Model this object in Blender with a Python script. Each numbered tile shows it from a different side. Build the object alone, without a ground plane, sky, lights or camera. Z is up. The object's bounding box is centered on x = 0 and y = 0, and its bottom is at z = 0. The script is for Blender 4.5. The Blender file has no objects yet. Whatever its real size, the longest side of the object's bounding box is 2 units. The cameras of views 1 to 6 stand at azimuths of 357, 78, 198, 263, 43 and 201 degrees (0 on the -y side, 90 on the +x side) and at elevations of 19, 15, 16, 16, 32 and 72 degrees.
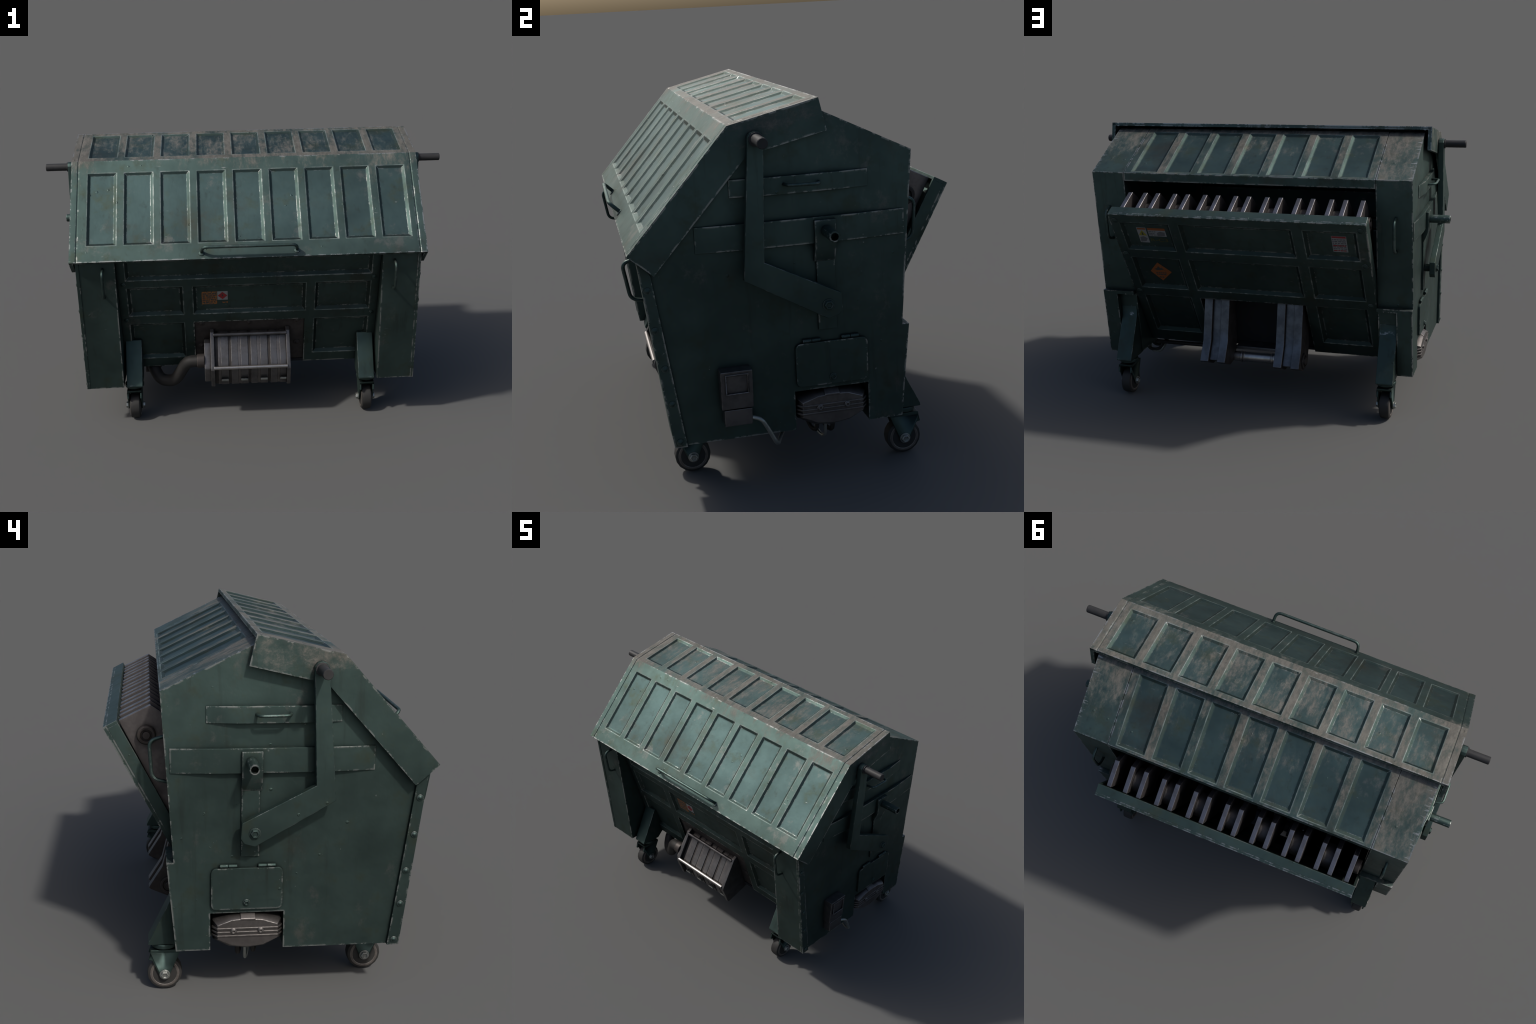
import bpy, bmesh, math, random
from mathutils import Vector, Matrix

random.seed(7)
SCN = bpy.context.scene

# ------------------------------------------------------------------ node helpers
class Tree:
    def __init__(self, name):
        self.mat = bpy.data.materials.new(name)
        self.mat.use_nodes = True
        self.t = self.mat.node_tree
        self.t.nodes.clear()
        self.out = self.t.nodes.new("ShaderNodeOutputMaterial")
        self.bsdf = self.t.nodes.new("ShaderNodeBsdfPrincipled")
        self.t.links.new(self.bsdf.outputs[0], self.out.inputs[0])

    def n(self, kind, **props):
        nd = self.t.nodes.new("ShaderNode" + kind)
        for k, v in props.items():
            setattr(nd, k, v)
        return nd

    def put(self, sock, val):
        if hasattr(val, "is_output"):
            self.t.links.new(val, sock)
        elif isinstance(val, tuple) and len(val) == 3 and sock.type == "RGBA":
            sock.default_value = (*val, 1)
        else:
            sock.default_value = val

    def math(self, op, a, b=0.0, clamp=False):
        nd = self.n("Math", operation=op, use_clamp=clamp)
        self.put(nd.inputs[0], a)
        self.put(nd.inputs[1], b)
        return nd.outputs[0]

    def ramp(self, v, lo, hi, a=0.0, b=1.0):
        nd = self.n("MapRange", interpolation_type="SMOOTHSTEP")
        for i, x in enumerate((v, lo, hi, a, b)):
            self.put(nd.inputs[i], x)
        return nd.outputs[0]

    def mix(self, f, a, b, blend="MIX"):
        nd = self.n("Mix", data_type="RGBA", blend_type=blend)
        self.put(nd.inputs[0], f)
        self.put(nd.inputs[6], a)
        self.put(nd.inputs[7], b)
        return nd.outputs[2]

    def mixf(self, f, a, b):
        nd = self.n("Mix", data_type="FLOAT")
        self.put(nd.inputs[0], f)
        self.put(nd.inputs[2], a)
        self.put(nd.inputs[3], b)
        return nd.outputs[0]

    def coord(self, scale=(1, 1, 1), off=(0, 0, 0), rot=(0, 0, 0)):
        tc = self.n("TexCoord")
        mp = self.n("Mapping")
        mp.inputs["Scale"].default_value = scale
        mp.inputs["Location"].default_value = off
        mp.inputs["Rotation"].default_value = rot
        self.t.links.new(tc.outputs["Object"], mp.inputs[0])
        return mp.outputs[0]

    def noise(self, vec, scale, detail=4, rough=0.55, dist=0.0):
        nd = self.n("TexNoise")
        self.put(nd.inputs["Vector"], vec)
        nd.inputs["Scale"].default_value = scale
        nd.inputs["Detail"].default_value = detail
        nd.inputs["Roughness"].default_value = rough
        nd.inputs["Distortion"].default_value = dist
        return nd.outputs["Fac"]

    def edge_and_cavity(self, radius=0.006, cav=0.035):
        """soft normal, convex edge mask and cavity mask"""
        bv = self.n("Bevel", samples=4)
        bv.inputs["Radius"].default_value = radius
        geo = self.n("NewGeometry")
        dt = self.n("VectorMath", operation="DOT_PRODUCT")
        self.t.links.new(bv.outputs[0], dt.inputs[0])
        self.t.links.new(geo.outputs["True Normal"], dt.inputs[1])
        bend = self.math("SUBTRACT", 1.0, dt.outputs["Value"])
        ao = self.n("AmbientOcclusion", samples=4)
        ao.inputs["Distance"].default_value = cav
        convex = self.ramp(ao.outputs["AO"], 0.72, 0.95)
        edge = self.math("MULTIPLY", bend, convex)
        return bv.outputs[0], edge, self.math("SUBTRACT", 1.0, ao.outputs["AO"], True), geo


def painted_steel(name, dust=0.0, base=(0.081, 0.125, 0.116), wear=1.0, radius=0.012, shade=1.0, scratches=0.35, scuffed_rim=False, rubbed=0.0):
    """semi-gloss green paint on sheet steel: olive blotches, dust where it lies
    flat, rust streaks, chipped edges"""
    T = Tree(name)
    P = T.coord()
    big = T.noise(P, 3.1, 4, 0.6)
    mid = T.noise(T.coord(off=(3.7, 1.2, 9.1)), 9.0, 5, 0.65)
    fine = T.noise(T.coord(off=(1.3, 7.7, 2.2)), 70.0, 3, 0.6)
    col = T.mix(T.ramp(big, 0.3, 0.7), tuple(c * 0.78 for c in base), tuple(c * 1.12 for c in base))
    col = T.mix(T.math("MULTIPLY", T.ramp(mid, 0.52, 0.72), 0.5), col, (0.075, 0.088, 0.056))
    # pale scuffs
    scuff = T.noise(T.coord(off=(1.1, 6.2, 3.3), scale=(1, 1, 0.8)), 6.5, 8, 0.74)
    col = T.mix(T.math("MULTIPLY", T.ramp(scuff, 0.57, 0.70), 0.6), col, (0.17, 0.175, 0.165))
    # faint rust bloom
    rust = T.noise(T.coord(off=(8.3, 0.7, 4.4)), 2.6, 6, 0.7)
    col = T.mix(T.math("MULTIPLY", T.ramp(rust, 0.54, 0.74), 0.5), col, (0.075, 0.062, 0.045))
    # vertical dirt runs
    run = T.noise(T.coord(scale=(26, 26, 2.2)), 1.0, 4, 0.6)
    col = T.mix(T.math("MULTIPLY", T.ramp(run, 0.55, 0.78), 0.4), col, (0.04, 0.044, 0.038))
    soft, edge, cav, geo = T.edge_and_cavity(radius)
    psep = T.n("SeparateXYZ")
    T.put(psep.inputs[0], P)
    # the paint gets darker towards the bottom
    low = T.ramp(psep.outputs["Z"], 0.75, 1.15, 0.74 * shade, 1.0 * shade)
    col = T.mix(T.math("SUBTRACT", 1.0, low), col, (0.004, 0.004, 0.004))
    # corner shade from ambient occlusion, painted into the colour
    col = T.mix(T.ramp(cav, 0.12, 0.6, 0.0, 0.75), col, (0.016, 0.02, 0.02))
    # dust and dried mud on surfaces that face up
    sep = T.n("SeparateXYZ")
    T.t.links.new(geo.outputs["Normal"], sep.inputs[0])
    up = T.ramp(sep.outputs["Z"], 0.62, 0.97, -0.24, -0.02)
    high = T.ramp(psep.outputs["Z"], 1.10, 1.40, -0.16, 0.13)
    grit = T.noise(T.coord(off=(5, 5, 5), scale=(1.5, 0.6, 0.8)), 22.0, 9, 0.82)
    patch = T.noise(T.coord(off=(0.4, 2, 8), scale=(1.3, 0.7, 0.8)), 4.6, 4, 0.6)
    d = T.math("ADD", T.math("ADD", grit, T.math("MULTIPLY", T.math("SUBTRACT", patch, 0.5), 0.8)), T.math("ADD", up, high))
    d = T.math("ADD", d, dust)
    dm = T.math("MULTIPLY", T.ramp(d, 0.37, 0.70), 0.74)
    dcol = T.mix(T.ramp(grit, 0.4, 0.65), (0.11, 0.093, 0.08), (0.19, 0.166, 0.145))
    col = T.mix(dm, col, dcol)
    # chips of bare metal along edges and a few scratches
    chips = T.noise(T.coord(off=(2, 9, 4)), 26.0, 6, 0.75)
    m = T.ramp(T.math("MULTIPLY", edge, T.ramp(T.math("ADD", chips, T.math("MULTIPLY", T.math("SUBTRACT", big, 0.5), 0.5)), 0.47, 0.62, 0.05, 2.2)), 0.025, 0.11)
    m = T.math("MULTIPLY", m, wear, True)
    scr = T.noise(T.coord(scale=(14, 60, 60), rot=(0.5, 0.6, 0.7)), 1.0, 2, 0.5)
    scr2 = T.math("MULTIPLY", T.ramp(scr, 0.72, 0.78), T.ramp(mid, 0.5, 0.6))
    m = T.math("MAXIMUM", m, T.math("MULTIPLY", scr2, scratches))
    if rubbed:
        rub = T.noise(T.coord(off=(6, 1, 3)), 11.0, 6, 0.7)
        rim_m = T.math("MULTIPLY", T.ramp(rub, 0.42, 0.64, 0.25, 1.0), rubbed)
        col = T.mix(rim_m, col, (0.20, 0.25, 0.235))  # rim wear plus an edge highlight painted in as a paler tone
        dm = T.math("MAXIMUM", dm, T.math("MULTIPLY", rim_m, 0.55))
    if scuffed_rim:
        # rubbed outer shoulders of the housings
        ax = T.math("ABSOLUTE", psep.outputs["X"])
        rim = T.math("MULTIPLY", T.ramp(ax, 0.74, 0.822), T.ramp(sep.outputs["Z"], 0.5, 0.8))
        fib = T.noise(T.coord(scale=(12, 70, 70), rot=(0.3, 0.7, 0.5)), 1.0, 5, 0.7)
        m = T.math("MAXIMUM", m, T.math("MULTIPLY", T.ramp(T.math("ADD", fib, T.math("MULTIPLY", rim, 0.20)), 0.72, 0.86), T.math("MULTIPLY", rim, 0.8)))
    col = T.mix(m, col, (0.46, 0.47, 0.46))
    T.put(T.bsdf.inputs["Base Color"], col)
    T.put(T.bsdf.inputs["Metallic"], T.mixf(m, T.mixf(dm, 0.95, 0.2), 0.85))
    T.put(T.bsdf.inputs["Roughness"], T.mixf(m, T.mixf(dm, T.ramp(mid, 0.3, 0.7, 0.52, 0.61), 0.75), 0.4))
    # small dents and pimples + paint grain
    vor = T.n("TexVoronoi", feature="F1")
    T.put(vor.inputs["Vector"], T.coord(off=(0.2, 0.1, 0.6)))
    vor.inputs["Scale"].default_value = 16.0
    pim = T.math("MULTIPLY", T.ramp(vor.outputs["Distance"], 0.05, 0.11, 1.0, 0.0), T.ramp(mid, 0.52, 0.58))
    h = T.math("ADD", T.math("MULTIPLY", pim, 0.5), T.math("ADD", T.math("MULTIPLY", fine, 0.05), T.math("MULTIPLY", dm, 0.1)))
    h = T.math("ADD", h, T.math("MULTIPLY", mid, 0.35))
    bp = T.n("Bump")
    bp.inputs["Strength"].default_value = 0.45
    bp.inputs["Distance"].default_value = 0.006
    T.put(bp.inputs["Height"], h)
    if radius < 0.01:
        T.put(bp.inputs["Normal"], soft)
    T.put(T.bsdf.inputs["Normal"], bp.outputs[0])
    return T.mat


def raw_metal(name, base, metallic=0.75, rough=0.5, wear=(0.5, 0.48, 0.46), cavity_shade=(0.03, 0.027, 0.025), blot=0.5):
    T = Tree(name)
    n1 = T.noise(T.coord(), 14.0, 5, 0.65)
    n2 = T.noise(T.coord(off=(4, 4, 1)), 90.0, 3, 0.6)
    col = T.mix(T.ramp(n1, 0.35, 0.65), tuple(c * (1 - blot * 0.5) for c in base), tuple(c * (1 + blot * 0.3) for c in base))
    soft, edge, cav, geo = T.edge_and_cavity(0.004, 0.03)
    col = T.mix(T.ramp(cav, 0.15, 0.7, 0.0, 0.8), col, cavity_shade)  # occlusion shade mixed into the metal colour in recesses
    m = T.ramp(T.math("MULTIPLY", edge, T.ramp(n2, 0.35, 0.6, 0.3, 1.3)), 0.03, 0.2)
    col = T.mix(m, col, wear)
    T.put(T.bsdf.inputs["Base Color"], col)
    T.put(T.bsdf.inputs["Metallic"], metallic)
    T.put(T.bsdf.inputs["Roughness"], T.ramp(n1, 0.3, 0.7, rough + 0.07, rough - 0.07))
    bp = T.n("Bump")
    bp.inputs["Strength"].default_value = 0.2
    bp.inputs["Distance"].default_value = 0.002
    T.put(bp.inputs["Height"], T.math("ADD", n1, T.math("MULTIPLY", n2, 0.4)))
    T.put(bp.inputs["Normal"], soft)
    T.put(T.bsdf.inputs["Normal"], bp.outputs[0])
    return T.mat


def plain(name, base, rough=0.7, metallic=0.0, var=0.25, scale=30):
    T = Tree(name)
    nz = T.noise(T.coord(), scale, 4, 0.6)
    T.put(T.bsdf.inputs["Base Color"], T.mix(nz, tuple(c * (1 - var) for c in base), tuple(c * (1 + var) for c in base)))
    T.put(T.bsdf.inputs["Roughness"], rough)
    T.put(T.bsdf.inputs["Metallic"], metallic)
    T.bsdf.inputs["Specular IOR Level"].default_value = 0.3
    return T.mat


def worn_print(name, ink, through=0.5, scale=120):
    """sticker print rubbed away to the green paint below"""
    T = Tree(name)
    nz = T.noise(T.coord(), scale, 3, 0.6)
    col = T.mix(T.ramp(nz, through, through + 0.12), ink, (0.03, 0.05, 0.045))
    T.put(T.bsdf.inputs["Base Color"], col)
    T.put(T.bsdf.inputs["Roughness"], 0.55)
    return T.mat


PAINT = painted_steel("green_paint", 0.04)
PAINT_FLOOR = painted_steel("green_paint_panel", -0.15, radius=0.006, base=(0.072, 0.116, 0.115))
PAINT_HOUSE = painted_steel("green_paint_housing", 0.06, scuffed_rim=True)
PAINT_GROOVE = painted_steel("green_paint_shaded_groove", -0.16, shade=0.66, radius=0.006)  # darkened coat paints shade onto the recess walls
PAINT_RIM = painted_steel("green_paint_worn_lit_rim", -0.02, rubbed=0.8, radius=0.006)
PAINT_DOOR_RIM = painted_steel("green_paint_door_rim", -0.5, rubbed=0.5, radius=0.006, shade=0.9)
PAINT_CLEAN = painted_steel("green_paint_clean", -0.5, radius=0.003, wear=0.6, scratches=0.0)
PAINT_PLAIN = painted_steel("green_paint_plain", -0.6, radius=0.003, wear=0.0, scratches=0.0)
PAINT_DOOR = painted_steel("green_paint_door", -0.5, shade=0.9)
PAINT_DOOR_GROOVE = painted_steel("green_paint_shaded_door_groove", -0.5, radius=0.006, shade=0.55)  # same paint, darker: recess shade put into the colour
STEEL_DARK = raw_metal("dark_steel", (0.125, 0.13, 0.142), 0.85, 0.42, wear=(0.3, 0.31, 0.34))
STEEL = raw_metal("dirty_steel", (0.125, 0.121, 0.123), 0.85, 0.46)
SPACER = raw_metal("spacer_steel", (0.075, 0.07, 0.07), 0.7, 0.6, wear=(0.1, 0.1, 0.1))
BLADE_EDGE = raw_metal("sky_tinted_blade_edge", (0.20, 0.20, 0.225), 0.9, 0.42)  # paler and bluer: sky reflection painted into the blade rims
BLADE = raw_metal("blade_steel", (0.17, 0.155, 0.155), 0.85, 0.46)
CAST = raw_metal("cast_housing", (0.15, 0.138, 0.134), 0.85, 0.45)
DARK = raw_metal("dark_plate", (0.05, 0.043, 0.04), 0.5, 0.6, wear=(0.12, 0.1, 0.09), cavity_shade=(0.012, 0.011, 0.01))
BRIGHT = raw_metal("bright_rod", (0.42, 0.40, 0.385), 0.95, 0.36)
NUT = raw_metal("zinc_nut", (0.34, 0.36, 0.34), 0.8, 0.4)
RUBBER = plain("tyre_rubber", (0.028, 0.027, 0.026), 0.62)
WHEEL = raw_metal("wheel_disc", (0.13, 0.115, 0.105), 0.5, 0.5)
GRIP = plain("grip_rubber", (0.03, 0.03, 0.031), 0.55)
HOSE = plain("hose_rubber", (0.022, 0.021, 0.020), 0.6)
INNER = plain("cavity_dark", (0.015, 0.015, 0.017), 0.8)  # near-black standing in for the shade inside the cavity

# ------------------------------------------------------------------ mesh helpers
def finish(name, bm, mats, parent, bevel=0.0, seg=2, angle=32, tri=False):
    bmesh.ops.remove_doubles(bm, verts=bm.verts[:], dist=1e-6)
    bmesh.ops.recalc_face_normals(bm, faces=bm.faces[:])
    if bevel:
        es = [e for e in bm.edges if len(e.link_faces) == 2 and e.calc_face_angle(0) > math.radians(28)]
        bmesh.ops.bevel(bm, geom=es, offset=bevel, segments=seg, profile=0.5, affect="EDGES", clamp_overlap=True)
    me = bpy.data.meshes.new(name)
    bm.to_mesh(me)
    bm.free()
    for m in mats if isinstance(mats, (list, tuple)) else [mats]:
        me.materials.append(m)
    me.polygons.foreach_set("use_smooth", [True] * len(me.polygons))
    me.set_sharp_from_angle(angle=math.radians(angle))
    return flat_faces(place(name, me, parent))


def flat_faces(ob):
    """face-area weighted normals: big faces stay flat, only the bevels curve"""
    md = ob.modifiers.new("weight", "WEIGHTED_NORMAL")
    md.keep_sharp = True
    md.weight = 100
    me = bpy.data.meshes.new_from_object(ob.evaluated_get(bpy.context.evaluated_depsgraph_get()))
    ob.modifiers.clear()
    old, ob.data = ob.data, me
    me.name = old.name
    bpy.data.meshes.remove(old)
    return ob


def place(name, me, parent, mat=None):
    ob = bpy.data.objects.new(name, me)
    SCN.collection.objects.link(ob)
    ob.parent = parent
    if mat is not None:
        ob.matrix_local = mat
    return ob


def add_prism(bm, pts, x0, x1, axes="yz"):
    """extrude a closed outline (in the two named axes) along the third"""
    k = {"yz": lambda a, b, c: (c, a, b), "xz": lambda a, b, c: (a, c, b), "xy": lambda a, b, c: (a, b, c)}[axes]
    lo = [bm.verts.new(k(a, b, x0)) for a, b in pts]
    hi = [bm.verts.new(k(a, b, x1)) for a, b in pts]
    n = len(pts)
    bm.faces.new(lo)
    bm.faces.new(hi[::-1])
    for i in range(n):
        j = (i + 1) % n
        bm.faces.new((lo[j], lo[i], hi[i], hi[j]))


def add_box(bm, x, y, z):
    add_prism(bm, [(y[0], z[0]), (y[1], z[0]), (y[1], z[1]), (y[0], z[1])], x[0], x[1])


def frame_for(d):
    d = d.normalized()
    a = Vector((0, 0, 1)) if abs(d.z) < 0.9 else Vector((1, 0, 0))
    s = d.cross(a).normalized()
    return s, s.cross(d)


def smooth_path(pts, r, n=5):
    """round the corners of a polyline"""
    pts = [Vector(p) for p in pts]
    out = [pts[0]]
    for a, b, c in zip(pts, pts[1:], pts[2:]):
        k = min(r, (a - b).length * 0.48, (c - b).length * 0.48)
        p, q = b + (a - b).normalized() * k, b + (c - b).normalized() * k
        for i in range(n + 1):
            t = i / n
            out.append(p * (1 - t) ** 2 + b * 2 * t * (1 - t) + q * t * t)
    out.append(pts[-1])
    return out


def add_tube(bm, pts, r, seg=10, cap=True, rot=0.0):
    pts = [Vector(p) for p in pts]
    rings, s, u = [], None, None
    for i, p in enumerate(pts):
        d = (pts[min(i + 1, len(pts) - 1)] - pts[max(i - 1, 0)]).normalized()
        if s is None:
            s, u = frame_for(d)
        else:
            s = (s - d * s.dot(d)).normalized()
            u = s.cross(d)
        rr = r[i] if isinstance(r, (list, tuple)) else r
        rings.append([bm.verts.new(p + (s * math.cos(rot + 2 * math.pi * k / seg) + u * math.sin(rot + 2 * math.pi * k / seg)) * rr) for k in range(seg)])
    for a, b in zip(rings, rings[1:]):
        for k in range(seg):
            bm.faces.new((a[k], a[(k + 1) % seg], b[(k + 1) % seg], b[k]))
    if cap:
        bm.faces.new(rings[0][::-1])
        bm.faces.new(rings[-1])


def add_lathe(bm, prof, origin, axis, seg=24, mats=None):
    """prof = [(distance along axis, radius)] ; closed with end discs"""
    o, d = Vector(origin), Vector(axis).normalized()
    s, u = frame_for(d)
    rings = []
    for h, r in prof:
        rings.append([bm.verts.new(o + d * h + (s * math.cos(2 * math.pi * k / seg) + u * math.sin(2 * math.pi * k / seg)) * r) for k in range(seg)])
    for i, (a, b) in enumerate(zip(rings, rings[1:])):
        for k in range(seg):
            f = bm.faces.new((a[k], a[(k + 1) % seg], b[(k + 1) % seg], b[k]))
            if mats:
                f.material_index = mats[i]
    bm.faces.new(rings[0][::-1])
    bm.faces.new(rings[-1])


class Sheet:
    """one sheet-metal skin along a profile in the y-z plane: u = x, v = arc length"""
    def __init__(self, prof):
        self.p = [Vector((0, a, b)) for a, b in prof]
        self.s = [0.0]
        for a, b in zip(self.p, self.p[1:]):
            self.s.append(self.s[-1] + (b - a).length)

    def seg_n(self, i):
        d = (self.p[i + 1] - self.p[i]).normalized()
        return Vector((0, -d.z, d.y))  # left of the walking direction

    def at(self, v):
        for i in range(len(self.p) - 1):
            if v <= self.s[i + 1] + 1e-7 or i == len(self.p) - 2:
                t = (v - self.s[i]) / (self.s[i + 1] - self.s[i])
                pos = self.p[i].lerp(self.p[i + 1], t)
                n = self.seg_n(i)
                if abs(v - self.s[i + 1]) < 1e-6 and i + 2 < len(self.p):
                    m = (n + self.seg_n(i + 1)).normalized()
                    n = m / m.dot(n)
                return pos, n

    def build(self, bm, u0, u1, cells, depth, w, t, cuts=(), grooves=(), v0=None, v1=None, flip=1):
        v0 = self.s[0] if v0 is None else v0
        v1 = self.s[-1] if v1 is None else v1
        steps = [-0.0032, 0.0, 0.1 * w, 0.3 * w, 0.5 * w, 0.7 * w, 0.9 * w, w, w + 0.004]
        us, vs = {u0, u1}, {v0, v1, *[s for s in self.s if v0 < s < v1]}
        for a, b, c, d in cells:
            for k in steps:
                us |= {a + k, b - k}
                vs |= {c + k, d - k}
        for a, b, c, d in cuts:
            us |= {a, b}
            vs |= {c, d}
        for g in grooves:
            us |= {g - 0.005, g - 0.003, g - 0.0012, g + 0.0012, g + 0.003, g + 0.005}

        def tidy(q, lo, hi, keep):
            q = sorted(x for x in q if lo - 1e-9 <= x <= hi + 1e-9)
            r = [q[0]]
            for x in q[1:]:
                if x - r[-1] > 4e-4:
                    r.append(x)
                elif x in keep:
                    r[-1] = x
            return r
        us = tidy(us, u0, u1, {u0, u1, *[e for c in cuts for e in c[:2]]})
        vs = tidy(vs, v0, v1, {v0, v1, *self.s, *[e for c in cuts for e in c[2:]]})

        def dist(u, v):
            return max((min(u - a, b - u, v - c, d - v) for a, b, c, d in cells), default=-9)

        def height(u, v):
            k = min(max(dist(u, v) / w, 0), 1)
            h = -depth * (0.85 * k + 0.15 * k * k * (3 - 2 * k))
            for g in grooves:
                e = abs(u - g)
                h -= 0.0032 * (1 - min(max((e - 0.001) / 0.003, 0), 1))
            return h
        top, bot = {}, {}
        for j, v in enumerate(vs):
            pos, n = self.at(v)
            n = n * flip
            for i, u in enumerate(us):
                h = height(u, v)
                top[i, j] = bm.verts.new(pos + Vector((u, 0, 0)) + n * h)
                bot[i, j] = bm.verts.new(pos + Vector((u, 0, 0)) + n * (h - t))
        edges = {}
        for j in range(len(vs) - 1):
            for i in range(len(us) - 1):
                uc, vc = (us[i] + us[i + 1]) / 2, (vs[j] + vs[j + 1]) / 2
                if any(a < uc < b and c < vc < d for a, b, c, d in cuts):
                    continue
                q = [(i, j), (i + 1, j), (i + 1, j + 1), (i, j + 1)]
                hs = [height(us[a], vs[b]) for a, b in q]
                k = dist(uc, vc) / w
                mi = 0 if k < -0.0032 / w else 3 if k < 0.1 else 2 if k < 1 else 1
                if abs(hs[0] + hs[2] - hs[1] - hs[3]) > 1e-5:
                    qs = [[q[0], q[1], q[2]], [q[0], q[2], q[3]]] if abs(hs[0] - hs[2]) > abs(hs[1] - hs[3]) else [[q[0], q[1], q[3]], [q[1], q[2], q[3]]]
                else:
                    qs = [q]
                for f in qs:
                    bm.faces.new([top[k] for k in f]).material_index = mi
                    bm.faces.new([bot[k] for k in f][::-1])
                for a, b in zip(q, q[1:] + q[:1]):
                    if (b, a) in edges:
                        del edges[b, a]
                    else:
                        edges[a, b] = 1
        for a, b in edges:
            bm.faces.new((top[b], top[a], bot[a], bot[b]))


def dome_bolt(r=0.012, h=0.007, mat=None):
    bm = bmesh.new()
    add_lathe(bm, [(-0.002, r * 1.5), (0.002, r * 1.5), (0.0025, r), (h * 0.6, r * 0.85), (h * 0.9, r * 0.5), (h, r * 0.12)], (0, 0, 0), (0, 0, 1), 14)
    o = finish("bolt_head", bm, mat or PAINT_CLEAN, None)
    me = o.data
    bpy.data.objects.remove(o)
    return me


def hex_bolt(r=0.017, h=0.011, mat=None):
    bm = bmesh.new()
    add_lathe(bm, [(-0.001, r * 1.28), (0.0025, r * 1.28), (0.0026, r * 1.05)], (0, 0, 0), (0, 0, 1), 20)
    add_lathe(bm, [(0.002, r), (h - 0.002, r), (h, r * 0.86), (h, r * 0.62), (h - 0.003, r * 0.55), (h - 0.003, r * 0.1)], (0, 0, 0), (0, 0, 1), 6)
    o = finish("hex", bm, mat or PAINT_CLEAN, None, angle=25)
    me = o.data
    bpy.data.objects.remove(o)
    return me


def facing(pos, nrm):
    q = Vector((0, 0, 1)).rotation_difference(Vector(nrm).normalized())
    return Matrix.Translation(pos) @ q.to_matrix().to_4x4()


def edge_material(ob, mat, axis=0):
    """give the narrow rim faces of a plate their own material"""
    ob.data.materials.append(mat)
    k = len(ob.data.materials) - 1
    for p in ob.data.polygons:
        if abs(p.normal[axis]) < 0.6:
            p.material_index = k


# ------------------------------------------------------------------ the thing
root = bpy.data.objects.new("waste_container", None)
SCN.collection.objects.link(root)
root["label"] = "worn dark green wheeled steel dumpster with ribbed lid and tilting crusher hopper"
root["category"] = "dumpster"

DOME = dome_bolt()
DOME_DARK = dome_bolt(mat=DARK)
RIVET = dome_bolt(0.0085, 0.006)
DOME_MID = dome_bolt(0.0105, 0.005)
DOME_SMALL = dome_bolt(0.008, 0.005)
HEX = hex_bolt()
HEX_CAST = hex_bolt(0.009, 0.006, CAST)
HEX_SMALL = hex_bolt(0.011, 0.008)
NUT_ME = hex_bolt(0.016, 0.012, NUT)

WALL, INSIDE = 0.822, 0.648

# ---------------- side housings
shell = [(0.366, 0.208), (0.397, 0.5631), (0.371, 0.5631), (0.412, 1.2), (0.072, 1.3665), (0.05, 1.372), (-0.229, 1.3075), (-0.5665, 0.931), (-0.4842, 0.208)]
channel = [(0.3335, 0.19), (0.363, 0.545), (0.45, 0.545), (0.45, 0.19)]
def subtract(ob, cutters):
    """cut solid prisms out of an object for good"""
    for k, (pts, x0, x1) in enumerate(cutters):
        bm = bmesh.new()
        add_prism(bm, pts, x0, x1)
        c = finish("cutter", bm, PAINT, None)
        md = ob.modifiers.new("cut", "BOOLEAN")
        md.operation, md.solver, md.object = "DIFFERENCE", "EXACT", c
        bpy.context.view_layer.update()
        me = bpy.data.meshes.new_from_object(ob.evaluated_get(bpy.context.evaluated_depsgraph_get()))
        ob.modifiers.clear()
        old, ob.data = ob.data, me
        bpy.data.objects.remove(c)
    me.name = ob.name
    if "custom_normal" in me.attributes:
        me.attributes.remove(me.attributes["custom_normal"])
    me.set_sharp_from_angle(angle=math.radians(30))
    flat_faces(ob)
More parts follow.
